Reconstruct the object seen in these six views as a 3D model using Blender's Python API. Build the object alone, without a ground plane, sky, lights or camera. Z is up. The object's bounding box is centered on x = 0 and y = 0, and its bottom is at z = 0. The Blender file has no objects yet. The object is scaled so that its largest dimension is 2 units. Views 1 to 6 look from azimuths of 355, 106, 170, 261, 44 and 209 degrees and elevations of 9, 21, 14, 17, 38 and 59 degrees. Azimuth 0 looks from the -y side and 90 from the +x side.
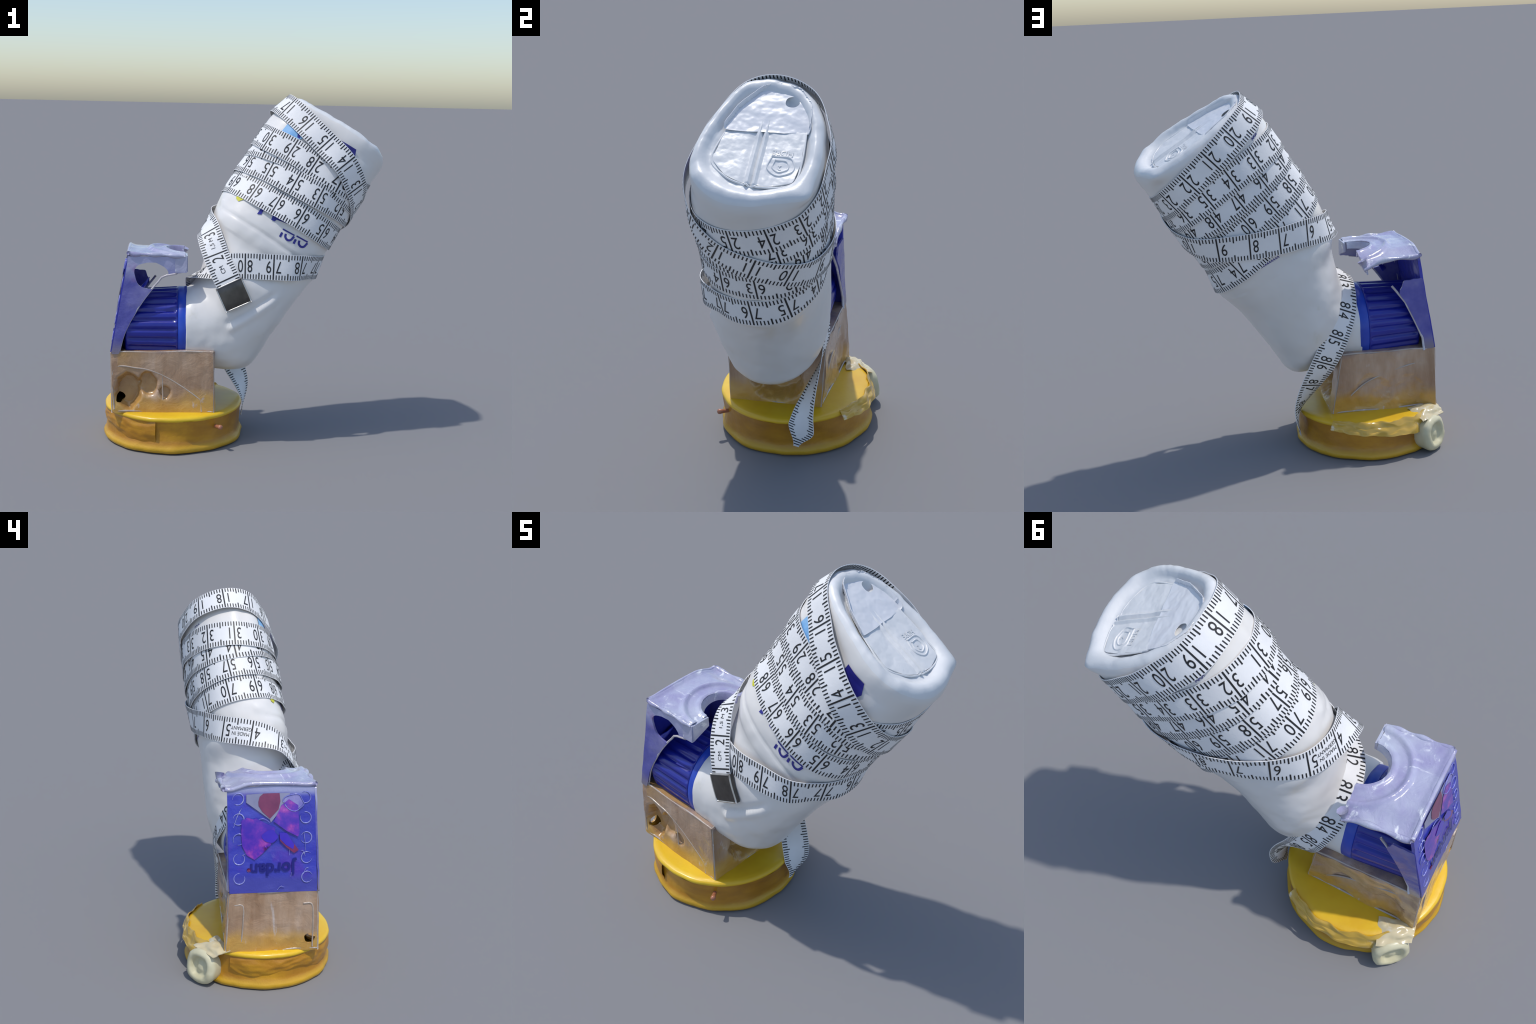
import bpy, bmesh, math, random
import numpy as np
from mathutils import Vector, noise
from mathutils.bvhtree import BVHTree

random.seed(7)
rng = np.random.default_rng(7)
V = lambda *a: np.array(a, float)


def unit(v):
    v = np.asarray(v, float)
    return v / np.linalg.norm(v)


def soft(p, f, seed=0.0):
    return noise.noise(Vector((p[0] * f + seed, p[1] * f - seed * .7, p[2] * f + seed * 1.3)))


def fbm(p, f, o=3, seed=0.0):
    return noise.fractal(Vector((p[0] * f + seed, p[1] * f - seed * .7, p[2] * f + seed * 1.3)), .9, 2.0, o)


def catmull(ts, vals, t):
    """open cubic Hermite spline through (ts, vals), vector valued, monotone in ts"""
    ts = np.asarray(ts, float)
    vals = np.asarray(vals, float)
    i = int(np.clip(np.searchsorted(ts, t, 'right') - 1, 0, len(ts) - 2))
    h = ts[i + 1] - ts[i]
    u = (t - ts[i]) / h

    def slope(k):
        if k == 0:
            return (vals[1] - vals[0]) / (ts[1] - ts[0])
        if k == len(ts) - 1:
            return (vals[-1] - vals[-2]) / (ts[-1] - ts[-2])
        return (vals[k + 1] - vals[k - 1]) / (ts[k + 1] - ts[k - 1])
    m0, m1 = slope(i) * h, slope(i + 1) * h
    return ((2 * u**3 - 3 * u**2 + 1) * vals[i] + (u**3 - 2 * u**2 + u) * m0
            + (-2 * u**3 + 3 * u**2) * vals[i + 1] + (u**3 - u**2) * m1)


def smoothstep(a, b, x):
    t = min(1, max(0, (x - a) / (b - a)))
    return t * t * (3 - 2 * t)


# ------------------------------------------------------------------ materials
class Mat:
    """small helper around a node tree: every material is Principled + procedural nodes"""

    def __init__(self, name, rough=.4, spec=.5, coat=0., metal=0.):
        self.m = bpy.data.materials.new(name)
        self.m.use_nodes = True
        self.t = self.m.node_tree
        self.b = self.t.nodes['Principled BSDF']
        self.b.inputs['Roughness'].default_value = rough
        self.b.inputs['Specular IOR Level'].default_value = spec
        self.b.inputs['Coat Weight'].default_value = coat
        self.b.inputs['Coat Roughness'].default_value = .15
        self.b.inputs['Metallic'].default_value = metal
        self.co = self.n('ShaderNodeTexCoord').outputs['Object']

    def n(self, kind, **inp):
        x = self.t.nodes.new(kind)
        for k, v in inp.items():
            x.inputs[k.replace('_', ' ')].default_value = v
        return x

    def link(self, a, b):
        self.t.links.new(a, b)

    def noise(self, scale, detail=4, rough=.6, stretch=(1, 1, 1), dist=0.):
        mp = self.n('ShaderNodeMapping')
        mp.inputs['Scale'].default_value = stretch
        self.link(self.co, mp.inputs['Vector'])
        x = self.n('ShaderNodeTexNoise', Scale=scale, Detail=detail, Roughness=rough, Distortion=dist)
        self.link(mp.outputs[0], x.inputs['Vector'])
        return x.outputs['Fac']

    def ramp(self, fac, stops):
        r = self.n('ShaderNodeValToRGB')
        e = r.color_ramp.elements
        while len(e) < len(stops):
            e.new(.5)
        for k, (p, c) in enumerate(stops):
            e[k].position = p
            e[k].color = (*c, 1) if len(c) == 3 else c
        self.link(fac, r.inputs[0])
        return r.outputs['Color']

    def mask(self, fac, lo, hi):
        r = self.n('ShaderNodeMapRange')
        r.interpolation_type = 'SMOOTHSTEP'
        r.inputs['From Min'].default_value = lo
        r.inputs['From Max'].default_value = hi
        self.link(fac, r.inputs['Value'])
        return r.outputs['Result']

    def axis(self, k):
        s = self.n('ShaderNodeSeparateXYZ')
        self.link(self.co, s.inputs[0])
        return s.outputs[k]

    def math(self, op, a, b):
        x = self.n('ShaderNodeMath')
        x.operation = op
        for i, v in enumerate((a, b)):
            if isinstance(v, (int, float)):
                x.inputs[i].default_value = v
            else:
                self.link(v, x.inputs[i])
        return x.outputs[0]

    def mix(self, fac, a, b):
        x = self.n('ShaderNodeMix')
        x.data_type = 'RGBA'
        for sock, v in ((x.inputs[0], fac), (x.inputs[6], a), (x.inputs[7], b)):
            if isinstance(v, (int, float)):
                sock.default_value = v
            elif isinstance(v, tuple):
                sock.default_value = (*v, 1)
            else:
                self.link(v, sock)
        return x.outputs[2]

    def color(self, c):
        if isinstance(c, tuple):
            self.b.inputs['Base Color'].default_value = (*c, 1)
        else:
            self.link(c, self.b.inputs['Base Color'])
        return self

    def bump(self, fac, strength=.2, dist=.01):
        x = self.n('ShaderNodeBump', Strength=strength, Distance=dist)
        self.link(fac, x.inputs['Height'])
        self.link(x.outputs[0], self.b.inputs['Normal'])
        return self


def simple(name, c0, c1, scale=6, rough=.4, coat=0., metal=0., bump=.1, bscale=40):
    m = Mat(name, rough, coat=coat, metal=metal)
    m.color(m.ramp(m.noise(scale), [(.3, c0), (.7, c1)]))
    if bump:
        m.bump(m.noise(bscale), bump, .006)
    return m.m


M_BOTTLE = Mat('white_bottle_plastic', .32, coat=.15)
_b = M_BOTTLE
_c = _b.ramp(_b.noise(2.2, 3), [(.35, (.77, .745, .71)), (.65, (.83, .81, .785))])
_c = _b.mix(_b.mask(_b.noise(5, 5), .62, .8), _c, (.70, .67, .58))
_b.color(_c).bump(_b.noise(9, 4), .08, .02)
M_BOTTLE = _b.m
M_BASE = Mat('white_base_plastic', .36, coat=.1)
_b = M_BASE
_b.color(_b.ramp(_b.noise(5, 5), [(.3, (.76, .77, .77)), (.7, (.86, .86, .85))])).bump(_b.noise(18, 5), .12, .015)
M_BASE = _b.m
M_FILM = simple('clear_tape_film', (.78, .79, .82), (.86, .86, .87), 9, .28, .2, bump=.25, bscale=14)
M_CAP = Mat('blue_cap_plastic', .3, coat=.3)
_b = M_CAP
_b.color(_b.ramp(_b.noise(7, 4, stretch=(.25, 1, 1)), [(.3, (.006, .010, .22)), (.7, (.012, .024, .36))])).bump(_b.noise(30), .1, .01)
M_CAP = _b.m
M_COLLAR = simple('bright_blue_collar', (.012, .05, .42), (.02, .08, .55), 8, .35, .2)
M_TAPE = Mat('white_measuring_tape', .55)
_b = M_TAPE
_b.color(_b.ramp(_b.noise(4, 4), [(.3, (.78, .78, .785)), (.7, (.88, .875, .87))])).bump(_b.noise(60, 3), .12, .006)
M_TAPE = _b.m
M_INK = simple('black_tape_ink', (.008, .008, .009), (.02, .02, .022), 30, .5, bump=0)
M_METAL = Mat('dark_metal_clip', .32, metal=.75)
_b = M_METAL
_b.color(_b.ramp(_b.noise(8, 5), [(.3, (.06, .055, .05)), (.7, (.14, .13, .12))])).bump(_b.noise(50), .15, .004)
M_METAL = _b.m
M_METAL_EDGE = simple('bright_metal_edge', (.5, .48, .45), (.7, .68, .64), 12, .3, metal=.8, bump=0)
M_INKBLUE = simple('navy_label_ink', (.02, .02, .22), (.03, .03, .30), 9, .35, bump=0)
M_INKSKY = simple('sky_blue_label_ink', (.10, .32, .66), (.30, .55, .82), 12, .35, bump=0)
M_INKYEL = simple('yellow_label_ink', (.62, .60, .02), (.75, .72, .05), 12, .4, bump=0)

M_YTOP = Mat('yellow_lid_plastic', .38, coat=.2)
_b = M_YTOP
_c = _b.ramp(_b.noise(4, 4), [(.3, (.74, .43, .012)), (.7, (.84, .56, .02))])
_b.color(_c).bump(_b.noise(22, 5), .15, .01)
M_YTOP = _b.m
M_YSIDE = Mat('amber_tin_side', .4, coat=.2)
_b = M_YSIDE
_c = _b.ramp(_b.noise(3.5, 5, stretch=(1, 1, 2.5)), [(.25, (.33, .135, .008)), (.5, (.47, .21, .010)), (.75, (.64, .33, .013))])
_c = _b.mix(_b.mask(_b.axis(2), .060, .030), _c, (.62, .35, .015))
_b.color(_c).bump(_b.noise(12, 5), .3, .02)
M_YSIDE = _b.m
M_BLACK = simple('black_underside', (.008, .008, .008), (.02, .018, .012), 10, .6, bump=0)
M_KNOB = simple('cream_knob_plastic', (.58, .53, .33), (.70, .66, .46), 9, .4, .1)
M_SCREW = simple('copper_screw', (.30, .10, .05), (.48, .20, .11), 20, .35, .2)


def film_mat(name, a, b, glint, rough=.18, fine=1.):
    m = Mat(name, rough, coat=.5)
    c = m.ramp(m.noise(5 * fine, 4), [(.3, a), (.7, b)])
    c = m.mix(m.mask(m.noise(11 * fine, 3 + 3 * fine, dist=1.2), .58, .72), c, glint)  # pale glints of shiny film painted into the base colour
    m.color(c).bump(m.noise(15 * fine, 4, dist=.8), .3 if fine >= 1 else .06, .02)
    return m.m


M_BOXCLEAR = Mat('clear_box_plastic', .2, coat=.5)
_b = M_BOXCLEAR
_c = _b.ramp(_b.noise(5, 5, stretch=(1.6, 1.6, .35)), [(.28, (.30, .165, .085)), (.5, (.46, .305, .195)), (.75, (.60, .45, .34))])
_y = _b.ramp(_b.noise(6, 4), [(.3, (.50, .26, .05)), (.7, (.66, .40, .10))])
_z = _b.math('ADD', _b.axis(2), _b.math('MULTIPLY', _b.noise(4, 4), .22))
_c = _b.mix(_b.mask(_z, .47, .36), _c, _y)
_c = _b.mix(_b.math('MULTIPLY', _b.mask(_z, .64, .70), .7), _c, (.16, .13, .16))
_in = _b.math('MULTIPLY', _b.math('MULTIPLY', _b.mask(_b.axis(1), -.280, -.266), _b.mask(_b.axis(1), -.10, -.15)), _b.math('MULTIPLY', _b.mask(_b.axis(0), -.735, -.72), _b.mask(_b.axis(0), -.38, -.42)))
_c = _b.mix(_b.math('MULTIPLY', _in, .85), _c, _b.ramp(_b.noise(9, 4), [(.3, (.36, .18, .05)), (.7, (.54, .32, .11))]))
_c = _b.mix(_b.mask(_b.noise(7, 6, stretch=(1, 1, .5), dist=1.5), .62, .72), _c, (.58, .48, .42))
_b.color(_c).bump(_b.noise(13, 5, dist=.6), .35, .02)
M_BOXCLEAR = _b.m
M_EDGE = film_mat('pale_plastic_edge', (.45, .40, .42), (.70, .68, .72), (.8, .8, .82))
M_RING = film_mat('faint_embossed_edge', (.14, .15, .55), (.34, .36, .70), (.6, .62, .82))
M_EDGEBOX = film_mat('tinted_box_edge', (.42, .33, .26), (.55, .47, .40), (.68, .62, .58))
M_TAPEGOLD = film_mat('clear_tape_over_yellow', (.52, .26, .015), (.70, .40, .03), (.74, .52, .16), fine=.5)
M_TAPEPALE = film_mat('wrinkled_clear_tape', (.58, .34, .03), (.68, .44, .08), (.76, .66, .50), fine=.5)
M_FLAP = film_mat('lilac_clear_flap', (.34, .32, .52), (.52, .55, .66), (.86, .88, .92))
M_KNOBFILM = film_mat('pale_crumpled_film', (.60, .46, .20), (.70, .62, .42), (.80, .77, .68), fine=.5)
M_GUSSET = Mat('tinted_clear_gusset', .2, coat=.5)
_b = M_GUSSET
_c = _b.ramp(_b.noise(5, 4), [(.3, (.055, .06, .36)), (.5, (.12, .12, .44)), (.75, (.26, .25, .50))])
_c = _b.mix(_b.mask(_b.axis(2), .93, 1.05), _c, (.40, .41, .62))
_c = _b.mix(_b.mask(_b.axis(2), .64, .54), _c, (.24, .21, .27))
_c = _b.mix(_b.math('MULTIPLY', _b.mask(_b.noise(4.5, 3), .60, .72), .6), _c, (.26, .08, .30))
_b.color(_c).bump(_b.noise(12, 5), .3, .02)
M_GUSSET = _b.m
M_PANEL = Mat('blue_printed_panel', .24, coat=.4)
_b = M_PANEL
_c = _b.ramp(_b.noise(4, 4), [(.3, (.022, .028, .38)), (.7, (.05, .062, .50))])
_c = _b.mix(_b.mask(_b.noise(6, 6, dist=1.5), .64, .76), _c, (.20, .21, .60))
_c = _b.mix(_b.math('MULTIPLY', _b.mask(_b.noise(5.5, 3), .52, .66), .55), _c, (.10, .03, .42))
_c = _b.mix(_b.mask(_b.axis(2), .66, .60), _c, (.06, .065, .38))
_c = _b.mix(_b.mask(_b.axis(2), 1.04, 1.08), _c, (.33, .35, .58))
_b.color(_c).bump(_b.noise(13, 5), .3, .015)
M_PANEL = _b.m
M_RED = simple('crimson_print', (.14, .012, .09), (.24, .03, .12), 12, .22, .5, bump=.1, bscale=15)
M_VIOLET = Mat('violet_print', .22, coat=.5)
_b = M_VIOLET
_c = _b.ramp(_b.noise(16, 4), [(.35, (.05, .012, .42)), (.5, (.12, .02, .45)), (.62, (.30, .04, .42)), (.75, (.48, .10, .50))])
_b.color(_c)
M_VIOLET = _b.m
M_DEEP = simple('indigo_print', (.03, .012, .46), (.06, .02, .55), 12, .22, .5, bump=0)
M_GREY = simple('grey_window_print', (.20, .21, .36), (.28, .29, .44), 9, .22, .5, bump=0)
M_SMEAR = simple('lilac_tape_smear', (.16, .15, .50), (.36, .34, .62), 14, .22, .3)
M_LOGO = simple('navy_logo_ink', (.008, .010, .17), (.012, .014, .22), 9, .3, bump=0)

# ------------------------------------------------------------------ objects
root = bpy.data.objects.new('measured_bottle_assembly', None)
root['label'] = 'white squeeze bottle wrapped in measuring tape on yellow tin'
root['category'] = 'bottle sculpture'
bpy.context.collection.objects.link(root)


def add_mesh(name, verts, faces, mats, parent=None, smooth=True, stuff=False, fmat=None):
    me = bpy.data.meshes.new(name)
    me.from_pydata([tuple(map(float, v)) for v in verts], [], [tuple(map(int, f)) for f in faces])
    if not isinstance(mats, (list, tuple)):
        mats = [mats]
    for m in mats:
        me.materials.append(m)
    if fmat is not None:
        me.polygons.foreach_set('material_index', fmat)
    me.polygons.foreach_set('use_smooth', [smooth] * len(me.polygons))
    me.validate()
    me.update()
    ob = bpy.data.objects.new(name, me)
    bpy.context.collection.objects.link(ob)
    ob.parent = parent or root
    if stuff:
        ob['kind'] = 'stuff'
    return ob


def from_bm(name, bm, mats, parent=None, smooth=True, angle=None, stuff=False):
    me = bpy.data.meshes.new(name)
    bm.to_mesh(me)
    bm.free()
    if not isinstance(mats, (list, tuple)):
        mats = [mats]
    for m in mats:
        me.materials.append(m)
    me.polygons.foreach_set('use_smooth', [smooth] * len(me.polygons))
    if angle:
        me.set_sharp_from_angle(angle=math.radians(angle))
    ob = bpy.data.objects.new(name, me)
    bpy.context.collection.objects.link(ob)
    ob.parent = parent or root
    if stuff:
        ob['kind'] = 'stuff'
    return ob


def grid_faces(nu, nv, wrap_u=False, wrap_v=False):
    f = []
    for i in range(nu if wrap_u else nu - 1):
        for j in range(nv if wrap_v else nv - 1):
            a, b = i, (i + 1) % nu
            c, d = j, (j + 1) % nv
            f.append((a * nv + c, b * nv + c, b * nv + d, a * nv + d))
    return f


# ------------------------------------------------------------------ bottle
AX = unit(V(.54, .05, .84))                       # long axis of the bottle, pointing at its base
E1 = V(-.84, 0, .54)
E1 = unit(E1 - AX * (AX @ E1))                    # towards the upper left edge
E2 = np.cross(AX, E1)
E2 = E2 if E2[1] > 0 else -E2                     # roughly +y
C0 = V(.50, .11, 1.78)

# egg shaped cross-section (p, q), normalised so that p and q run -1..1
EGG = [(1.0, .05), (.93, .42), (.78, .67), (.52, .87), (.2, .97), (-.2, 1.0), (-.55, .94), (-.82, .72), (-.97, .3),
       (-1.0, -.12), (-.94, -.47), (-.76, -.80), (-.50, -.96), (-.22, -.98), (.08, -.88), (.48, -.71), (.83, -.45), (.96, -.18)]
_eg = np.array(EGG * 3)
_et = np.arange(-len(EGG), 2 * len(EGG))
NPHI = 180


def egg(k):
    return catmull(_et, _eg, k / NPHI * len(EGG))


def egg_angle(k):
    p = egg(k)
    return math.atan2(p[1], p[0])


# cross-sections: centre, towards-inner-edge vector, y vector, q+, q-, share of roundness (0 egg, 1 ellipse)
def sec_axis(s, pi, po, qp, qm, m=0., e=2., shear=0.):
    c = C0 + s * AX
    mid = c + E1 * (pi + po) / 2
    return np.concatenate([mid, E1 * (pi - po) / 2, E2, [qp, qm, m, e, shear]])


def sec_bend(i, o, yp, ym, m=1., e=2., shear=0.):
    i, o = np.array(i), np.array(o)
    mid = (i + o) / 2
    h = (i - o) / 2
    yc = (yp + ym) / 2
    return np.concatenate([[mid[0], yc, mid[1]], [h[0], 0, h[1]], [0, 1, 0], [yp - yc, ym - yc, m, e, shear]])


# from the neck up to the foot
SECTIONS = [
    sec_bend((-.345, .880), (-.35, .420), .190, -.278, 1, 2.1),
    sec_bend((-.322, .892), (-.25, .418), .192, -.282, 1, 2.2, .005),
    sec_bend((-.302, .910), (-.11, .408), .202, -.284, 1, 2.2, .015),
    sec_bend((-.270, .948), (.020, .422), .235, -.282, .95, 2.2, .015),
    sec_bend((-.242, 1.027), (.105, .53), .266, -.284, .9, 2.1, .025),
    sec_bend((-.220, 1.13), (.240, .735), .278, -.282, .85, 2.2, .03),
    sec_axis(-.85, .305, -.366, .220, -.300, .8, 2.6, .025),
    sec_axis(-.76, .322, -.380, .220, -.303, .7, 2.7, .0),
    sec_axis(-.66, .340, -.366, .235, -.303, .45, 2.7),
    sec_axis(-.56, .345, -.358, .246, -.300, .15, 2.4),
    sec_axis(-.46, .345, -.357, .258, -.294),
    sec_axis(-.36, .345, -.357, .265, -.290),
    sec_axis(-.24, .352, -.356, .272, -.288),
    sec_axis(-.14, .352, -.358, .274, -.274),
    sec_axis(-.053, .338, -.360, .272, -.250),
]
NT = 150
st = np.arange(len(SECTIONS))
rings = []
for t in np.linspace(0, len(SECTIONS) - 1, NT):
    v = catmull(st, SECTIONS, t)
    c, h, y, qp, qm, m, ex, sh = v[:3], v[3:6], v[6:9], v[9], v[10], min(1, max(0, v[11])), max(2, v[12]), v[13]
    sup = lambda x: math.copysign(abs(x)**(2 / ex), x)
    ring = []
    for k in range(NPHI):
        e = egg(k)
        a = egg_angle(k)
        P = e[0] * (1 - m) + (sup(math.cos(a)) if a < 0 else math.cos(a)) * m
        Q = e[1] * (1 - m) + (sup(math.sin(a)) if a < 0 else math.sin(a)) * m
        ring.append(c + h * P + y * ((qp * Q if Q > 0 else -qm * Q) + sh * P))
    rings.append(ring)
# rounded foot: (inset, lift) from the last section
last = np.array(rings[-1])
cen = C0 - .053 * AX
RIM = [(.0, .02), (.0, .04), (.004, .058), (.011, .074), (.024, .088), (.042, .096), (.060, .095), (.076, .086), (.088, .074), (.097, .066),
       (.108, .063), (.125, .060), (.16, .045), (.25, .040)]
nbody = len(rings)
TILT = .10                                          # the foot slopes a little to one side
for d, l in RIM:
    rings.append([cen + (q - cen) * (1 - d / .345) + AX * (l - TILT * ((q - C0) @ E2) * min(1, l / .06)) for q in last])
NR = len(rings)
verts = []
for i, ring in enumerate(rings):
    for k, q in enumerate(ring):
        d = q - C0
        s, p, qq = d @ AX, d @ E1, d @ E2
        nrm = unit(q - (C0 + s * AX)) if s > -.8 else V(0, 0, 0)
        q = q + nrm * .006 * fbm(q, 4.5, 3)
        if i >= nbody:                                  # foot: wavy rim, seam ridges, embossed badge
            rim = smoothstep(.02, .06, s + .053)
            q = q + AX * .007 * fbm(q, 9, 4, 3.) * rim
            corner = math.exp(-(((p + .25) / .05)**2 + ((qq - .22) / .06)**2 + ((s + .0) / .03)**2))
            q = q + unit(-E1 * .6 + E2 * .8) * .03 * corner
        # crease and dent on the flank under the clip, small lump at the shoulder
        if s < -.55:
            lump = math.exp(-((q - V(-.165, -.02, 1.40))**2).sum() / .028**2)
            q = q + V(-.02, 0, .012) * lump
            if q[1] < -.1 and q[2] < 1.0:                # folded crease on the flank below the clip
                ab = V(.26, 0, .16)
                u = ((q - V(-.11, 0, .70)) @ ab) / (ab @ ab)
                dist = ((q - V(-.11, 0, .70)) @ V(-.16, 0, .26)) / np.linalg.norm(ab)
                on = smoothstep(-.08, .06, u) * (1 - smoothstep(.9, 1.15, u))
                q = q + V(0, 1, 0) * on * (.011 * math.exp(-((dist - .018) / .016)**2) - .012 * math.exp(-((dist + .018) / .022)**2))
            if q[1] < -.05:                              # shallow moulded shoulder line and soft dents
                q = q + V(0, .007, 0) * math.exp(-((s + .715 + .06 * (p - .05)**2) / .012)**2)
            q = q + unit(q - V(-.05, .02, .75)) * .007 * fbm(q, 5.5, 3, 11.)
        verts.append(q)
faces = grid_faces(NR, NPHI, wrap_v=True)
verts.append(rings[0][0] * 0 + np.mean(rings[0], 0))
verts.append(cen + AX * .040)
n0, n1 = len(verts) - 2, len(verts) - 1
for k in range(NPHI):
    faces.append((n0, (k + 1) % NPHI, k))
    a = (NR - 1) * NPHI
    faces.append((n1, a + k, a + (k + 1) % NPHI))
fm = [1 if (f[0] // NPHI) >= nbody + 3 else 0 for f in faces]
bottle = add_mesh('bottle', verts, faces, [M_BOTTLE, M_BASE], fmat=fm)
bm = bmesh.new()
bm.from_mesh(bottle.data)
bmesh.ops.recalc_face_normals(bm, faces=bm.faces)
bm.to_mesh(bottle.data)
bmesh.ops.triangulate(bm, faces=bm.faces)
BVH = BVHTree.FromBMesh(bm)
bm.free()


def base_sheet(u, v):
    """recessed base panel: seam with two ridges, thumb hole, embossed badge and lettering lines"""
    p, q = -.27 + .55 * u, -.20 + .43 * v
    h = .0 + .004 * fbm((p, q, 0), 9, 4)
    h += .010 * math.exp(-((q - .002 + .0) / .006)**2) + .010 * math.exp(-((q - .030) / .006)**2) - .006 * math.exp(-((q - .016) / .007)**2)
    h -= .004 * (1 - smoothstep(.02, .05, abs(q - .012)))
    h -= .022 * math.exp(-(((p - .205) / .036)**2 + ((q - .105) / .030)**2))
    return C0 + AX * (.013 + h - TILT * q) + E1 * p + E2 * q


def on_bottle(s, th):
    """surface point and normal at axial position s and angle th around the axis"""
    d = E1 * math.cos(th) + E2 * math.sin(th)
    o = C0 + s * AX + d * 1.2
    hit = BVH.ray_cast(Vector(o), Vector(-d))
    if hit[0] is None:
        return C0 + s * AX + d * .3, d
    n = np.array(hit[1])
    return np.array(hit[0]), n if n @ d > 0 else -n


def drape_polygon(name, pts, mat, lift=.004, toward=None, parent=None, cuts=5):
    """thin label patch: flat outline (3D points) subdivided and dropped on the bottle"""
    bm = bmesh.new()
    bm.faces.new([bm.verts.new(p) for p in pts])
    bmesh.ops.triangulate(bm, faces=bm.faces)
    for _ in range(cuts):
        long = [e for e in bm.edges if e.calc_length() > .014]
        if long:
            bmesh.ops.subdivide_edges(bm, edges=long, cuts=1)
            bmesh.ops.triangulate(bm, faces=bm.faces)
    for v in bm.verts:
        q = np.array(v.co)
        s = (q - C0) @ AX
        d = unit(q - C0 - s * AX)
        hit = BVH.ray_cast(Vector(q + d * .5), Vector(-d))
        if hit[0] is not None:
            v.co = hit[0] + Vector(d) * lift
    bmesh.ops.recalc_face_normals(bm, faces=bm.faces)
    return from_bm(name, bm, mat, parent or bottle)


def pqs(p, q, s):
    return C0 + AX * s + E1 * p + E2 * q


# ------------------------------------------------------------------ measuring tape
CM, TW = .158, .145
# wound part: cm number -> (s along the axis, p, q) of the tape's centre line
WOUND = {
    6: (-.715, .175, .197), 7: (-.648, .038, .249), 8: (-.573, -.101, .266), 9: (-.494, -.24, .24), 10: (-.416, -.339, .14),
    11: (-.345, -.36, -.0), 12: (-.286, -.333, -.143), 13: (-.205, -.262, -.261), 14: (-.131, -.123, -.308), 15: (-.094, .029, -.26),
    16: (-.058, .176, -.194), 17: (-.028, .299, -.096), 18: (-.020, .35, .052), 19: (-.043, .292, .195), 20: (-.066, .152, .263),
    21: (-.094, -.003, .294), 22: (-.125, -.155, .28), 23: (-.153, -.3, .224), 24: (-.18, -.36, .09), 25: (-.20, -.35, -.07), 26: (-.215, -.305, -.20),
    27: (-.225, -.16, -.29), 28: (-.23, .02, -.268), 29: (-.228, .166, -.217), 30: (-.242, .306, -.138), 31: (-.242, .362, .012),
    32: (-.237, .313, .162), 33: (-.231, .176, .244), 34: (-.229, .024, .285), 35: (-.235, -.13, .28), 36: (-.245, -.27, .23),
    37: (-.26, -.35, .11), 38: (-.275, -.36, -.05), 39: (-0.27, -.30, -.21), 40: (-0.262, -.17, -.29), 41: (-0.252, -.01, -.275), 42: (-0.256, .14, -.225),
    43: (-0.285, .28, -.14), 44: (-.318, .355, .02), 45: (-.329, .284, .174), 46: (-.332, .148, .248), 47: (-.34, -.01, .275),
    48: (-.345, -.165, .27), 49: (-.345, -.30, .20), 50: (-.345, -.36, .06), 51: (-.348, -.345, -.11), 52: (-.35, -.248, -.265), 53: (-.361, -.1, -.31),
    54: (-.375, .054, -.273), 55: (-.388, .204, -.191), 56: (-.411, .322, -.09), 57: (-.432, .339, .06), 58: (-.456, .256, .187),
    59: (-.47, .11, .25), 60: (-.485, -.04, .26), 61: (-.497, -.19, .245), 62: (-.507, -.32, .15), 63: (-.512, -.36, -.01), 64: (-.514, -.343, -.167),
    65: (-.515, -.237, -.282), 66: (-.515, -.077, -.308), 67: (-.527, .075, -.267), 68: (-.538, .211, -.205), 69: (-.553, .329, -.085),
    70: (-.576, .33, .075), 71: (-.597, .23, .191), 72: (-.615, .08, .24), 73: (-.63, -.08, .25), 74: (-.648, -.225, .223), 75: (-.665, -.334, .107),
    76: (-.685, -.36, -.05), 77: (-.712, -.328, -.20)}
# free ends: cm number -> (centre, outward normal)
FREE_A = {0: ((-.055, -.302, .822), (-.08, -1, .12)), .85: ((-.112, -.285, .948), (-.15, -1, .2)), 2: ((-.183, -.210, 1.099), (-.21, -.82, .54)),
          3: ((-.222, -.117, 1.217), (-.50, -.50, .70)), 4: ((-.232, .037, 1.265), (-.90, .15, .40)), 5: ((-.176, .190, 1.272), (-.74, .62, .27))}
FREE_B = {78: ((.299, -.246, 1.029), (.38, -.9, -.1)), 79: ((.139, -.268, 1.038), (.0, -.98, .16)), 80: ((-.02, -.262, 1.043), (-.15, -.97, .1)),
          81: ((-.163, -.212, 1.03), (-.6, -.65, .4)), 82: ((-.258, -.090, .99), (-.6, .0, .8)), 83: ((-.274, .048, .920), (-.35, .45, .80)), 84: ((-.253, .176, .793), (-.42, .80, .43)),
          85: ((-.192, .222, .664), (-.05, .98, .2)), 86: ((-.127, .207, .520), (-.22, .96, .1)), 87: ((-.058, .165, .387), (-.50, .87, 0)),
          88: ((.002, .128, .255), (-.80, .60, 0)), 88.6: ((.012, .118, .175), (-.98, .25, 0)), 89.3: ((-.002, .085, .07), (-1, -.1, 0))}


def winding_lift(n):
    # the clip end was wound last, on top of the other turns
    return .0045 + .0012 * (77 - n) / 13 + .008 * (1 - smoothstep(14, 17.5, n))


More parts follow.
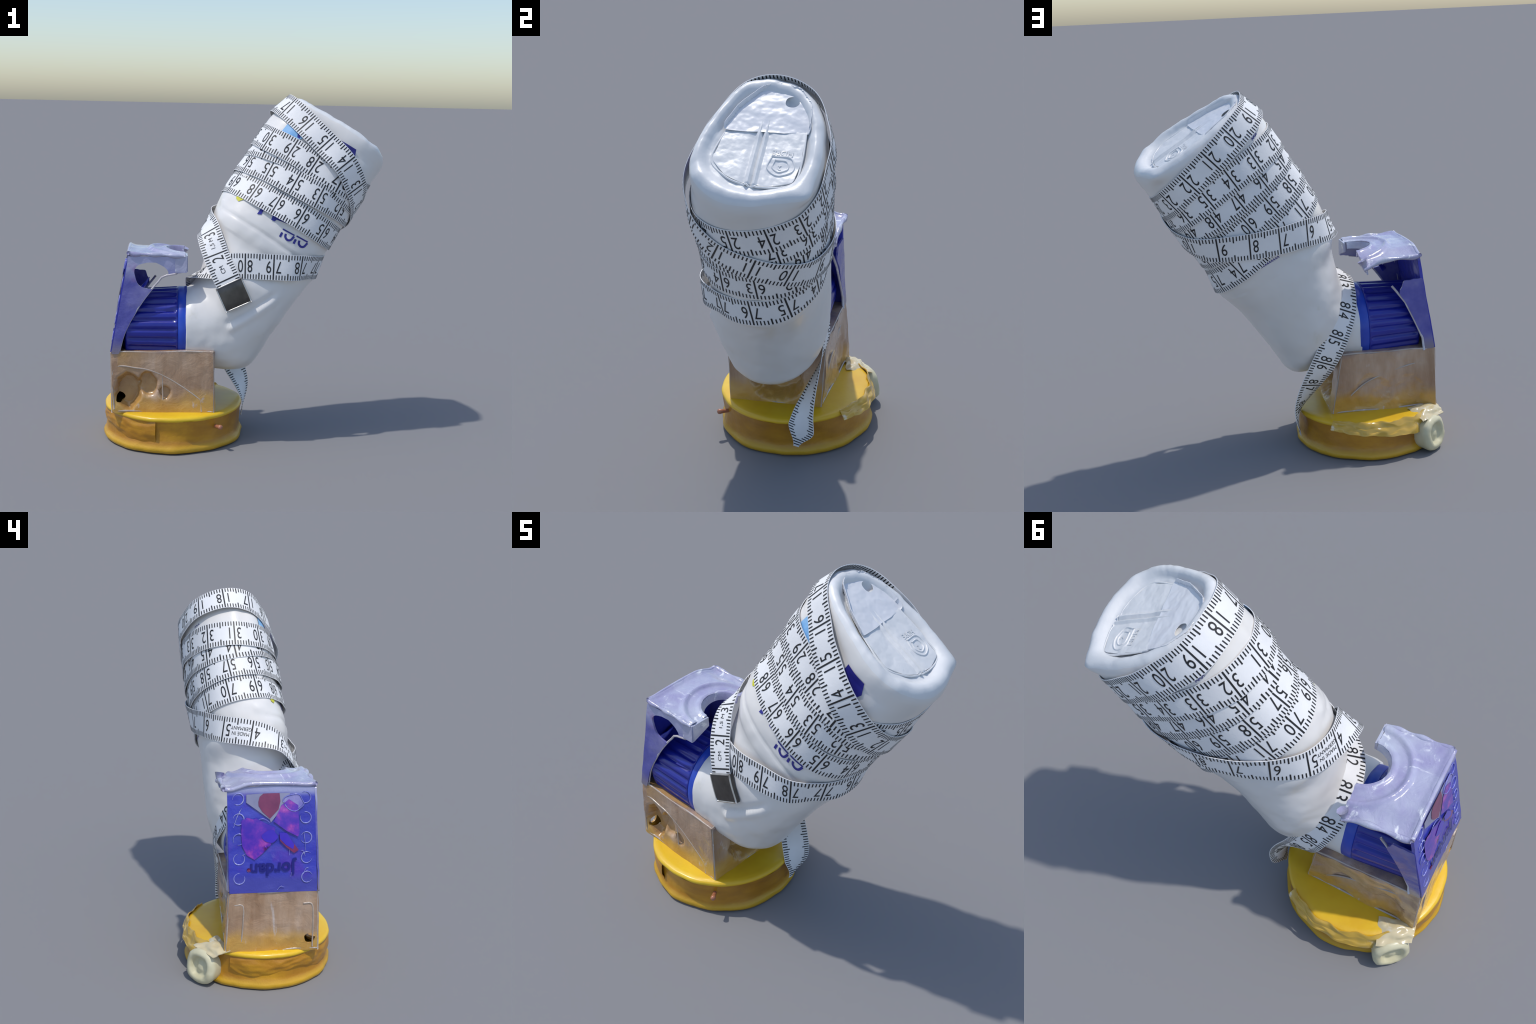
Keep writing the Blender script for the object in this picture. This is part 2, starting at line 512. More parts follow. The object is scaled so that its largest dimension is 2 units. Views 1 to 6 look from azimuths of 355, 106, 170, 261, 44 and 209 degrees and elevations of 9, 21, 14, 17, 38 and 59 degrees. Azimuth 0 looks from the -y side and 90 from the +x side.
HIDDEN = {11, 22, 24, 25, 26, 27, 35, 36, 37, 38, 39, 40, 41, 42, 43, 47, 48, 49, 50, 51, 60, 61, 62, 63, 72, 73, 76}


def unwrap(a):
    return np.unwrap(np.array(a))


wn = sorted(WOUND)
wth = unwrap([math.atan2(WOUND[n][2], WOUND[n][1]) for n in wn])
wst = np.stack([[WOUND[n][0] for n in wn], wth], -1)
wr = [.25 if n in HIDDEN else math.hypot(WOUND[n][1], WOUND[n][2]) - .002 for n in wn]
DN = .05
ns = np.arange(0, 89.3 + 1e-6, DN)
cent, norm = [], []
for n in ns:
    if 6 <= n <= 77:
        s, th = catmull(wn, wst, n)
        # tape bridges hollows: mean of the surface over the tape's width
        pts = [on_bottle(s + ds, th) for ds in (-.05, 0, .05)]
        rs = [(q - C0) @ (E1 * math.cos(th) + E2 * math.sin(th)) for q, _ in pts]
        r = max(rs[1], (rs[0] + rs[2]) / 2) + .004 * smoothstep(70, 75, n)
        d = E1 * math.cos(th) + E2 * math.sin(th)
        nn = unit(sum(x for _, x in pts))
        cent.append(C0 + s * AX + d * max(r + winding_lift(n), np.interp(n, wn, wr)))
        norm.append(nn)
    else:
        T = FREE_A if n < 6 else FREE_B
        ks = sorted(T)
        P = [T[k][0] for k in ks]
        N = [T[k][1] for k in ks]
        joint = 6 if n < 6 else 77
        s, p, q = WOUND[joint]
        th = math.atan2(q, p)
        jp, jn = on_bottle(s, th)
        jp = jp + jn * winding_lift(joint)
        if n < 6:
            ks, P, N = ks + [6], P + [jp], N + [jn]
        else:
            ks, P, N = [77] + ks, [jp] + P, [jn] + N
        c, nn = catmull(ks, P, n), unit(catmull(ks, N, n))
        if n > .3:                                  # keep the tape outside the bottle over its whole width
            run = catmull(ks, P, min(n + .05, max(ks))) - catmull(ks, P, max(n - .05, min(ks)))
            across = unit(np.cross(run, nn))
            rise = 0.
            for w in ((-.055, -.025, 0, .025, .055) if n < 6 else (-.02, 0, .02)):
                hit = BVH.ray_cast(Vector(c + across * w + nn * .10), Vector(-nn))
                if hit[0] is not None and hit[3] < .10:
                    rise = max(rise, .10 - hit[3])
            c = c + nn * (min(rise, .03 if n < 6 else .014) + .004 if rise else 0)
        cent.append(c)
        norm.append(nn)
cent, norm = np.array(cent), np.array(norm)


def gauss(a, sig):
    k = np.arange(-3 * sig, 3 * sig + 1)
    w = np.exp(-.5 * (k / sig)**2)
    w /= w.sum()
    pad = np.concatenate([2 * a[:1] - a[3 * sig:0:-1], a, 2 * a[-1:] - a[-2:-3 * sig - 2:-1]])
    return np.stack([np.convolve(pad[:, c], w, 'valid') for c in range(3)], -1)


cent = gauss(cent, 4)
norm = gauss(norm, 6)
tang = np.gradient(cent, axis=0)
tang /= np.linalg.norm(tang, axis=1)[:, None]
norm -= tang * (norm * tang).sum(1)[:, None]
norm /= np.linalg.norm(norm, axis=1)[:, None]
wide = np.cross(tang, norm)
wide /= np.linalg.norm(wide, axis=1)[:, None]


def tape_half(n):
    h = TW / 2
    if n > 88.5:                                  # torn, slanting tail
        h *= 1 - .80 * smoothstep(88.5, 89.3, n)
    return h


def on_tape(n, w, h):
    """n cm along the tape, w metres across, h metres off its face"""
    x = min(max(n / DN, 0), len(ns) - 1.001)
    i = int(x)
    f = x - i
    c = cent[i] * (1 - f) + cent[i + 1] * f
    W = wide[i] * (1 - f) + wide[i + 1] * f
    N = norm[i] * (1 - f) + norm[i + 1] * f
    # shingled turns: the edge away from the foot rides on the next turn
    c = c - N * .009 * (w / TW) * smoothstep(22, 24, n) * (1 - smoothstep(76, 79, n))
    return c + W * w + N * h


tv, NW = [], 7
for n in ns:
    hw = tape_half(n)
    for h in (.0015, -.0015):
        for j in range(NW):
            tv.append(on_tape(n, hw * (2 * j / (NW - 1) - 1), h))
tf = []
for i in range(len(ns) - 1):
    a, b = i * 2 * NW, (i + 1) * 2 * NW
    for j in range(NW - 1):
        tf.append((a + j, a + j + 1, b + j + 1, b + j))
        tf.append((a + NW + j, b + NW + j, b + NW + j + 1, a + NW + j + 1))
    tf.append((a, b, b + NW, a + NW))
    tf.append((a + NW - 1, a + 2 * NW - 1, b + 2 * NW - 1, b + NW - 1))
for a in (0, (len(ns) - 1) * 2 * NW):
    for j in range(NW - 1):
        tf.append((a + j, a + NW + j, a + NW + j + 1, a + j + 1))
tape = add_mesh('measuring_tape', tv, tf, M_TAPE)
tape.data.set_sharp_from_angle(angle=math.radians(60))

# graduation marks: a full line at each cm, longer ticks at the half cm, on both faces
mv, mf = [], []


def mark(n, w0, w1, width, h):
    dn = width / CM / 2
    k = max(2, int(abs(w1 - w0) / .02) + 1)
    base = len(mv)
    for j in range(k):
        w = w0 + (w1 - w0) * j / (k - 1)
        for a in (n - dn, n + dn):
            mv.append(on_tape(a, w, h))
    for j in range(k - 1):
        q = base + 2 * j
        mf.append((q, q + 1, q + 3, q + 2))


for i in range(9, 893):
    n = i / 10
    hw = tape_half(n) - .002
    if i % 10 == 0:
        mark(n, -hw, hw, .0075, .0024)
        L = .036
    else:
        L = .036 if i % 5 == 0 else .026
        for sg in (-1, 1):
            mark(n, sg * hw, sg * (hw - L), .0066 if i % 5 == 0 else .0056, .0024)
    if n < 6 or 16 < n < 20 or n > 77:            # printed back where it shows
        for sg in (-1, 1):
            mark(n, sg * hw, sg * (hw - L), .0058, -.0024)
ticks = add_mesh('graduation_mark', mv, mf, M_INK, tape, smooth=False, stuff=True)


def text_mesh(body, size, squeeze, bold=.0):
    cu = bpy.data.curves.new('t', 'FONT')
    cu.body = body
    cu.size = size
    cu.align_x = 'CENTER'
    cu.align_y = 'CENTER'
    cu.resolution_u = 4
    cu.offset = bold
    ob = bpy.data.objects.new('t', cu)
    bpy.context.collection.objects.link(ob)
    bpy.context.view_layer.update()
    me = bpy.data.meshes.new_from_object(ob.evaluated_get(bpy.context.evaluated_depsgraph_get()))
    bpy.data.objects.remove(ob)
    bm = bmesh.new()
    bm.from_mesh(me)
    bpy.data.meshes.remove(me)
    bmesh.ops.triangulate(bm, faces=bm.faces)
    for _ in range(3):
        long = [e for e in bm.edges if e.calc_length() > .022]
        if long:
            bmesh.ops.subdivide_edges(bm, edges=long, cuts=1)
            bmesh.ops.triangulate(bm, faces=bm.faces)
    xs = [v.co.x for v in bm.verts]
    ys = [v.co.y for v in bm.verts]
    cx, cy = (min(xs) + max(xs)) / 2, (min(ys) + max(ys)) / 2
    pts = [((v.co.x - cx) * squeeze, v.co.y - cy) for v in bm.verts]
    bm.verts.index_update()
    fs = [[v.index for v in f.verts] for f in bm.faces]
    bm.free()
    return pts, fs


DIG = {d: text_mesh(d, .098, .66) for d in '0123456789'}


def tape_text(name, parts, h=.0027):
    """parts: list of (mesh, n offset in metres, w offset); text runs along +n, upside down on the tape"""
    vs, fs = [], []
    for (pts, faces_), n, x0, w0 in parts:
        b = len(vs)
        for x, y in pts:
            vs.append(on_tape(n + (x0 + x) / CM, w0 - y, h))
        fs += [[b + i for i in f] for f in faces_]
    return add_mesh(name, vs, fs, M_INK, tape, smooth=False)


for n in range(2, 89):
    t = str(n)
    if len(t) == 1:
        tape_text('numeral', [(DIG[t], n, -.031, 0)])
    else:
        tape_text('numeral', [(DIG[t[0]], n, -.027, 0), (DIG[t[1]], n, .027, 0)])
tape_text('unit_lettering', [(text_mesh('CM', .036, .9), 1.38, 0, 0)])
tape_text('length_lettering', [(text_mesh('1,5 M', .036, .95), 2.45, 0, 0)])
tape_text('origin_lettering', [(text_mesh('MADE IN', .029, .82), 4.37, 0, -.014), (text_mesh('GERMANY', .029, .82), 4.37, 0, .016)])

# metal end clip folded over the start of the tape
cv, cf = [], []
cn = np.linspace(-.02, .86, 9)


def tape_ext(n, w, h):
    if n < 0:
        return on_tape(0, w, h) - tang[0] * (-n * CM)
    return on_tape(n, w, h)


for n in cn:
    for h in (.014, -.012):
        for w in np.linspace(-TW / 2 - .004, TW / 2 + .004, 5):
            e = min(1, (n + .02) / .05, (.86 - n) / .05)
            cv.append(tape_ext(n, w, h if h < 0 else .008 + .006 * max(0, e)))
for i in range(len(cn) - 1):
    a, b = i * 10, (i + 1) * 10
    for j in range(4):
        cf += [(a + j, a + j + 1, b + j + 1, b + j), (a + 5 + j, b + 5 + j, b + 6 + j, a + 6 + j)]
    cf += [(a, b, b + 5, a + 5), (a + 4, a + 9, b + 9, b + 4)]
for a in (0, (len(cn) - 1) * 10):
    for j in range(4):
        cf.append((a + j, a + 5 + j, a + 6 + j, a + j + 1))
clip = add_mesh('metal_clip', cv, cf, M_METAL, tape)
clip.data.set_sharp_from_angle(angle=math.radians(40))
# bright worn borders of the clip
bv, bf = [], []


def tube(path, r, k=8, closed=False):
    """vertices and faces of a round strand along a 3D path (r may be a function of 0..1)"""
    path = np.array(path, float)
    vs, fs = [], []
    tg = np.gradient(path, axis=0)
    up = V(.3, .5, .8)
    for i, p in enumerate(path):
        t = unit(tg[i])
        a = unit(np.cross(t, up))
        b = np.cross(t, a)
        rr = r(i / (len(path) - 1)) if callable(r) else r
        for j in range(k):
            th = 2 * math.pi * j / k
            vs.append(p + rr * (a * math.cos(th) + b * math.sin(th)))
    fs = grid_faces(len(path), k, wrap_v=True)
    fs.append(tuple(range(k))[::-1])
    m = (len(path) - 1) * k
    fs.append(tuple(range(m, m + k)))
    return vs, fs


def strand(name, path, r, mat, parent, k=8):
    vs, fs = tube(path, r, k)
    return add_mesh(name, vs, fs, mat, parent)


for name, seq in (('clip_border', [(.84, w) for w in np.linspace(-.074, .074, 8)]), ('clip_border', [(-.01, w) for w in np.linspace(-.074, .074, 8)]),
                  ('clip_border', [(n, .076) for n in np.linspace(-.01, .84, 8)]), ('clip_border', [(n, -.076) for n in np.linspace(-.01, .84, 8)])):
    strand(name, [tape_ext(n, w, .011) for n, w in seq], .0045, M_METAL_EDGE, clip)

# ------------------------------------------------------------------ cap
CAPC, CAPR = V(-.345, -.040, .652), .227
cap_ax = unit(V(-1, 0, .0))


def ringed(name, prof, mat, parent, nphi=192, ribs=0, ribd=.0, rib_from=None):
    vs = []
    for x, r in prof:
        for k in range(nphi):
            a = 2 * math.pi * k / nphi
            rr = r
            if ribs and rib_from and rib_from[0] <= x <= rib_from[1]:
                w = smoothstep(.12, .42, math.cos(a * ribs) * .5 + .5)
                rr = r - ribd * (1 - w) * min(1, (x - rib_from[0]) / .012, (rib_from[1] - x) / .02)
            y, z = rr * math.cos(a), rr * math.sin(a)
            vs.append(CAPC + cap_ax * x + V(0, 1, 0) * y + V(0, 0, 1) * z)
    fs = grid_faces(len(prof), nphi, wrap_v=True)
    vs.append(CAPC + cap_ax * prof[-1][0])
    m = (len(prof) - 1) * nphi
    fs += [(len(vs) - 1, m + k, m + (k + 1) % nphi) for k in range(nphi)]
    return add_mesh(name, vs, fs, mat, parent)


cap = ringed('cap', [(.045, CAPR - .01), (.047, CAPR + .001)] + [(x, CAPR + .004 - .055 * (x - .05)) for x in np.linspace(.05, .335, 30)] + [(.345, CAPR - .04), (.35, CAPR - .06), (.352, .05)],
             M_CAP, bottle, ribs=26, ribd=.012, rib_from=(.052, .335))
collar = ringed('cap_collar', [(-.012, CAPR - .03), (-.012, CAPR - .004), (-.004, CAPR + .004), (.04, CAPR + .005), (.048, CAPR), (.049, CAPR - .03)], M_COLLAR, bottle, ribs=0)

# ------------------------------------------------------------------ label print on the bottle
drape_polygon('label_print', [pqs(-.04, -.30, -.03), pqs(-.165, -.30, -.025), pqs(-.185, -.29, -.075), pqs(-.16, -.30, -.12), pqs(-.04, -.30, -.10)], M_INKBLUE)
drape_polygon('label_print', [pqs(.335, -.19, -.11), pqs(.236, -.22, -.11), pqs(.17, -.24, -.135), pqs(.20, -.24, -.17), pqs(.335, -.19, -.17)], M_INKSKY)
drape_polygon('label_print', [pqs(.245, -.24, -.115), pqs(.215, -.24, -.115), pqs(.19, -.24, -.15), pqs(.215, -.24, -.15)], M_INKBLUE, lift=.0055)
drape_polygon('label_print', [pqs(.152, -.28, -.59), pqs(.130, -.28, -.59), pqs(.122, -.28, -.628), pqs(.148, -.28, -.64)], M_INKBLUE)
drape_polygon('label_print', [pqs(.070, -.30, -.58), pqs(-.040, -.30, -.575), pqs(-.035, -.30, -.592), pqs(.03, -.30, -.605), pqs(.035, -.30, -.62), pqs(.057, -.30, -.623)], M_INKBLUE)
drape_polygon('label_print', [pqs(.30, -.18, -.60), pqs(.225, -.20, -.60), pqs(.237, -.19, -.622), pqs(.257, -.19, -.637), pqs(.289, -.18, -.63)], M_INKYEL)


def stroke(name, path, r, mat=None, q=-.3, lift=.002):
    """painted stroke on the bottle: path in (p, s), drawn as a flat ribbon dropped on the surface"""
    pts = []
    ks = np.arange(len(path))
    for t in np.linspace(0, len(path) - 1, 6 * len(path)):
        p, s_ = catmull(ks, path, t)
        hit = BVH.ray_cast(Vector(pqs(p, math.copysign(1.2, q), s_)), Vector(E2 * -math.copysign(1, q)))
        pts.append(np.array(hit[0]) + np.array(hit[1]) * lift)
    vs, fs = [], []
    tg = np.gradient(np.array(pts), axis=0)
    for k, c in enumerate(pts):
        w = unit(np.cross(tg[k], E2)) * r
        vs += [c - w, c + w]
    fs = [(2 * k, 2 * k + 1, 2 * k + 3, 2 * k + 2) for k in range(len(pts) - 1)]
    return add_mesh(name, vs, fs, mat or M_INKBLUE, bottle)


for p0, s0 in ((0., 0.), (-.086, .010)):
    stroke('brand_lettering', [(-.030 + p0, -.630 + s0), (-.105 + p0, -.624 + s0)], .004)
    stroke('brand_lettering', [(-.037 + p0, -.648 + s0), (-.040 + p0, -.676 + s0)], .0065)
    stroke('brand_lettering', [(-.058 + p0, -.643 + s0), (-.066 + p0, -.660 + s0), (-.084 + p0, -.667 + s0), (-.100 + p0, -.658 + s0), (-.106 + p0, -.630 + s0)], .0062)
for k in range(9):                                   # tiny print peeping out under the tape at the back
    p0 = -.118 + k * .0125
    stroke('small_print', [(p0, -.716 - k * .0012), (p0 + .004, -.706 - k * .0012), (p0 + .007, -.718 - k * .0012)], .0016, q=.3)
for k in range(3):
    stroke('small_print', [(.225 + k * .013, -.150 + k * .002), (.231 + k * .013, -.140 + k * .002), (.236 + k * .013, -.148 + k * .002)], .0022, q=.3)

# ------------------------------------------------------------------ yellow tin
DC, DR = V(-.41, -.008, 0), .398


def lathe(name, prof, mat, parent, centre, nphi=160, wob=0., seed=0., caps=(True, True)):
    vs = []
    for r, z in prof:
        for k in range(nphi):
            a = 2 * math.pi * k / nphi
            d = V(math.cos(a), math.sin(a), 0)
            p = centre + d * r + V(0, 0, z)
            if wob:
                p = p + d * wob * (fbm(p, 5, 4, seed) + .6 * soft(p, 11, seed))
            vs.append(p)
    fs = grid_faces(len(prof), nphi, wrap_v=True)
    fs = [f[::-1] for f in fs]
    if caps[0]:
        fs.append(tuple(range(nphi))[::-1])
    if caps[1]:
        m = (len(prof) - 1) * nphi
        fs.append(tuple(range(m, m + nphi)))
    ob = add_mesh(name, vs, fs, mat, parent)
    return ob


tin = lathe('yellow_tin', [(.30, .001), (.385, .0), (.402, .006), (.408, .022), (.402, .036), (.392, .048), (.388, .075), (.388, .11), (.389, .15), (.392, .175), (.394, .185)],
            M_YSIDE, root, DC, wob=.008, caps=(True, False))
lid = lathe('lid', [(.386, .178), (.398, .184), (.400, .194), (.396, .203), (.386, .208), (.36, .209), (.34, .2095), (.25, .211), (.12, .212), (.02, .212)], M_YTOP, tin, DC, wob=.004, seed=5., caps=(False, True))


def oriented(centre, ax):
    ax = unit(ax)
    u = unit(np.cross(V(0, 0, 1), ax))
    return centre, u, np.cross(ax, u), ax


def spun(name, prof, frame, mat, parent, nphi=64, wob=0., square=0.):
    c, u, v, ax = frame
    vs = []
    for r, h in prof:
        for k in range(nphi):
            a = 2 * math.pi * k / nphi
            rr = r * (1 + square * (abs(math.sin(2 * a))**2 - .5))
            p = c + rr * (u * math.cos(a) + v * math.sin(a)) + ax * h
            if wob:
                p = p + wob * fbm(p, 14, 3, 2.) * ax + wob * .6 * fbm(p, 12, 3, 9.) * unit(p - c)
            vs.append(p)
    fs = grid_faces(len(prof), nphi, wrap_v=True)
    fs = [f[::-1] for f in fs]
    fs.append(tuple(range(nphi))[::-1])
    m = (len(prof) - 1) * nphi
    fs.append(tuple(range(m, m + nphi)))
    return add_mesh(name, vs, fs, mat, parent)


kax = unit(V(-.66, .75, .12))
kf = oriented(V(-.664, .302, .091), kax)
knob = spun('knob', [(.086, -.06), (.088, .0), (.096, .030), (.098, .048), (.094, .062), (.080, .072), (.068, .074), (.059, .068), (.053, .054), (.045, .048), (.030, .048), (.018, .056), (.008, .058)],
            kf, M_KNOB, tin, wob=.004, square=.06)
sax = unit(V(.55, -.83, .1))
screw = spun('screw', [(.010, -.06), (.010, .0), (.011, .03), (.014, .048), (.012, .056), (.005, .060)], oriented(V(-.178, -.320, .135), sax), M_SCREW, tin, nphi=24, wob=.002)

# ------------------------------------------------------------------ clear plastic package


def panel(name, f, nu, nv, thick, mat, parent, keep=None, rough=.0, seed=0., smooth_it=8):
    """sheet of plastic: f(u, v) -> point; cells where keep(point) is false are cut away; then given thickness"""
    bm = bmesh.new()
    g = [[None] * (nv + 1) for _ in range(nu + 1)]
    for i in range(nu + 1):
        for j in range(nv + 1):
            p = np.asarray(f(i / nu, j / nv), float)
            g[i][j] = bm.verts.new(p)
    for i in range(nu):
        for j in range(nv):
            vs = (g[i][j], g[i + 1][j], g[i + 1][j + 1], g[i][j + 1])
            if keep:
                c = sum((np.array(v.co) for v in vs)) / 4
                if not keep(c):
                    continue
            bm.faces.new(vs)
    bmesh.ops.delete(bm, geom=[v for v in bm.verts if not v.link_faces], context='VERTS')
    for _ in range(smooth_it if keep else 0):
        new = {}
        for v in bm.verts:
            if v.is_boundary:
                nb = [e.other_vert(v).co for e in v.link_edges if e.is_boundary]
                new[v] = v.co * .5 + (nb[0] + nb[1]) * .25 if len(nb) == 2 else v.co.copy()
        for v, c in new.items():
            v.co = c
    bm.normal_update()
    if rough:
        mv_ = {v: v.normal * rough * (soft(v.co, 6, seed) + .35 * soft(v.co, 17, seed)) for v in bm.verts}
        for v, d in mv_.items():
            v.co += d
    ob = from_bm(name, bm, mat, parent)
    if thick:
        md = ob.modifiers.new('thick', 'SOLIDIFY')
        md.thickness = thick
        md.offset = 0
        dg = bpy.context.evaluated_depsgraph_get()
        me = bpy.data.meshes.new_from_object(ob.evaluated_get(dg))
        ob.modifiers.clear()
        old = ob.data
        ob.data = me
        bpy.data.meshes.remove(old)
        ob.data.set_sharp_from_angle(angle=math.radians(50))
    return ob


def bil(a, b, c, d):
    a, b, c, d = map(lambda q: np.array(q, float), (a, b, c, d))
    return lambda u, v: a * (1 - u) * (1 - v) + b * u * (1 - v) + c * u * v + d * (1 - u) * v


BASE_OUT = [(.262, .03), (.245, .12), (.17, .175), (.04, .185), (-.10, .19), (-.205, .175), (-.238, .08), (-.232, -.02), (-.205, -.09), (-.135, -.155), (.0, -.135), (.13, -.09), (.235, -.02)]


def inside_outline(p, q, pts, grow=0.):
    c = np.mean(pts, 0)
    ins = False
    for (x0, y0), (x1, y1) in zip(pts, pts[1:] + pts[:1]):
        x0, y0, x1, y1 = c[0] + (x0 - c[0]) * (1 + grow), c[1] + (y0 - c[1]) * (1 + grow), c[0] + (x1 - c[0]) * (1 + grow), c[1] + (y1 - c[1]) * (1 + grow)
        if (y0 > q) != (y1 > q) and p < (x1 - x0) * (q - y0) / (y1 - y0) + x0:
            ins = not ins
    return ins


def local_pq(c):
    d = np.asarray(c) - C0
    return d @ E1, d @ E2


base_panel = panel('base_panel', base_sheet, 130, 110, .010, M_BASE, bottle, keep=lambda c: inside_outline(*local_pq(c), BASE_OUT), smooth_it=12)
sm = BASE_OUT + BASE_OUT[:1]
strand('base_ridge', [base_sheet((p * 1.01 + .27) / .55, (q * 1.01 + .20) / .43) + AX * .002 for p, q in [catmull(np.arange(len(sm)), sm, t) for t in np.linspace(0, len(sm) - 1, 120)]], .0042, M_BASE, base_panel)


def on_base(p, q, h):
    return base_sheet((p + .27) / .55, (q + .20) / .43) + AX * h


def base_text(body, size, p0, q0):
    pts_, fs_ = text_mesh(body, size, .95, .0008)
    add_mesh('embossed_lettering', [on_base(p0 - y, q0 - x, .0075) for x, y in pts_], fs_, M_BASE, base_panel, smooth=False)


base_text('HDPE', .036, -.062, .112)
base_text('2', .034, -.135, .112)
tri3 = [(-.085, .075), (-.085, .150), (-.145, .165), (-.178, .112), (-.145, .065), (-.085, .075)]
strand('embossed_badge', [on_base(*catmull(np.arange(6), tri3, t), .006) for t in np.linspace(0, 5, 40)], .0035, M_BASE, base_panel)
tri4 = [(c[0] * .6 - .052, c[1] * .6 + .045) for c in tri3]
strand('embossed_badge', [on_base(*catmull(np.arange(6), tri4, t), .006) for t in np.linspace(0, 5, 40)], .003, M_BASE, base_panel)


def film_patch(u, v):
    p, q = .03 + .27 * u + .02 * (v - .5), -.14 + .38 * v
    ins = inside_outline(p, q, BASE_OUT, .1)
    return C0 + AX * ((.024 if ins else .042) + .006 * fbm((p, q, 1), 7, 4) - TILT * q) + E1 * p + E2 * q


film = panel('tape_patch', film_patch, 60, 70, .002, M_FILM, bottle, keep=lambda c: inside_outline(*local_pq(c), BASE_OUT, .12) and math.hypot(local_pq(c)[0] - .205, local_pq(c)[1] - .105) > .030 and local_pq(c)[0] > .03 + .09 * local_pq(c)[1])

package = bpy.data.objects.new('plastic_package', None)
bpy.context.collection.objects.link(package)
package.parent = root
Zb, Zf = .205, .548
KB = {'a': (-.757, -.280, Zb), 'b': (-.188, -.303, Zb), 'c': (-.172, .180, Zb), 'd': (-.752, .214, Zb)}
KF = {'a': (-.762, -.258, Zf), 'b': (-.192, -.296, Zf + .012), 'c': (-.228, .205, Zf + .005), 'd': (-.750, .204, Zf - .008)}


def blob(cx, cz, rx, rz, wav=.18, seed=0.):
    def inside(x, z):
        dx, dz = (x - cx) / rx, (z - cz) / rz
        a = math.atan2(dz, dx)
        return dx * dx + dz * dz < (1 + wav * math.sin(3 * a + seed) + wav * .6 * math.sin(5 * a + 2 * seed))**2
    return inside




def dented(f, dents, inward, sag=0.):
    """wall with soft hollows: dents = (u, v, radius u, radius v, depth)"""
    inward = unit(inward)

    def g(u, v):
        p = f(u, v)
        d = sag * math.sin(math.pi * u) * math.sin(math.pi * v)
        for cu, cv, ru, rv, dep in dents:
            r = math.hypot((u - cu) / ru, (v - cv) / rv) + .12 * fbm((u * 3, v * 3, cu), 2.5, 3)
            d += dep * (1 - smoothstep(.75, 1.15, r))
        return p + inward * d
    return g


hc = blob(-.712, .285, .026, .028, .08, 1.)
side_front = panel('box_wall', dented(bil(KB['a'], KB['b'], KF['b'], KF['a']), [(.16, .36, .13, .29, .055), (.36, .48, .10, .2, .028), (.52, .34, .06, .12, .02)], (0, 1, 0)), 110, 70, .012, M_BOXCLEAR, package,
                   keep=lambda c: not hc(c[0], c[2]), rough=.006, seed=1)
side_rear = panel('box_wall', dented(bil(KB['c'], KB['d'], KF['d'], KF['c']), [(.35, .3, .2, .3, .010), (.75, .25, .15, .3, .010)], (0, -1, 0), .006), 100, 60, .012, M_BOXCLEAR, package, rough=.014, seed=2)
hb = blob(-.232, .275, .030, .030, .05)
end_back = panel('box_wall', dented(bil(KB['d'], KB['a'], KF['a'], KF['d']), [(.5, .62, .3, .42, .004)], (1, 0, 0)), 100, 70, .012, M_BOXCLEAR, package, keep=lambda c: not hb(c[1], c[2]), rough=.008, seed=3)
end_front = panel('box_wall', dented(bil(KB['b'], KB['c'], KF['c'], KF['b']), [(.52, .42, .27, .36, .085)], (-1, 0, 0)), 80, 60, .012, M_BOXCLEAR, package, rough=.008, seed=4)
# embossed lines in the walls
f1 = bil(KB['a'], KB['b'], KF['b'], KF['a'])
strand('box_rib', [f1(u, v) + V(0, -.004, 0) for u, v in [tuple(catmull(np.arange(8), [(.02, .06), (.02, .72), (.25, .74), (.45, .66), (.66, .47), (.84, .26), (.87, .20), (.88, .03)], t)) for t in np.linspace(0, 7, 60)]], .0045, M_EDGEBOX, package)
strand('box_rib', [f1(u, v) + V(0, -.004, 0) for u, v in ((.5, .70), (.497, .5), (.50, .3), (.50, .1))], .004, M_EDGEBOX, package)
f2 = bil(KB['d'], KB['a'], KF['a'], KF['d'])
for u0 in (.06, .84):
    strand('box_rib', [f2(u, v) + V(-.004, 0, 0) for u, v in [tuple(catmull(np.arange(5), [(u0, .80), (u0 + .10, .78), (u0 + .11, .5), (u0 + .10, .12), (u0 + .10, .06)], t)) for t in np.linspace(0, 4, 30)]], .0045, M_EDGEBOX, package)
f3 = bil(KB['c'], KB['d'], KF['d'], KF['c'])
strand('box_rib', [f3(u, v) + V(0, -.004, 0) for u, v in [tuple(catmull(np.arange(5), [(.12, .25), (.3, .5), (.55, .66), (.8, .76), (.98, .80)], t)) for t in np.linspace(0, 4, 40)]], .005, M_EDGEBOX, package)
# shelf of the box, folded in around the cap
rim = panel('box_shelf', bil(KF['a'], KF['b'], KF['c'], KF['d']), 80, 80, .01, M_BOXCLEAR, package, rough=.004, seed=6)

# tall rear panel
TA, TD = (-.666, -.236, 1.092), (-.660, .220, 1.080)
fp = bil(KF['d'], KF['a'], TA, TD)


def bulged(u, v):
    p = fp(u, v)
    return p + V(-.006, 0, 0) * math.sin(math.pi * u) * math.sin(math.pi * v) + V(.0015, 0, .012) * math.sin(math.pi * u) * v**3


back = panel('rear_panel', bulged, 90, 100, .016, M_PANEL, package, rough=.004, seed=7)
PN = unit(np.cross(fp(1, 0) - fp(0, 0), fp(0, 1) - fp(0, 0)))
PN = PN if PN[0] < 0 else -PN


def on_panel(y, z, h=.0):
    v = (z - Zf) / (1.095 - Zf)
    y0, y1 = .208 + v * .018, -.258 + v * .02
    u = (y - y0) / (y1 - y0)
    return bulged(u, v) + PN * h


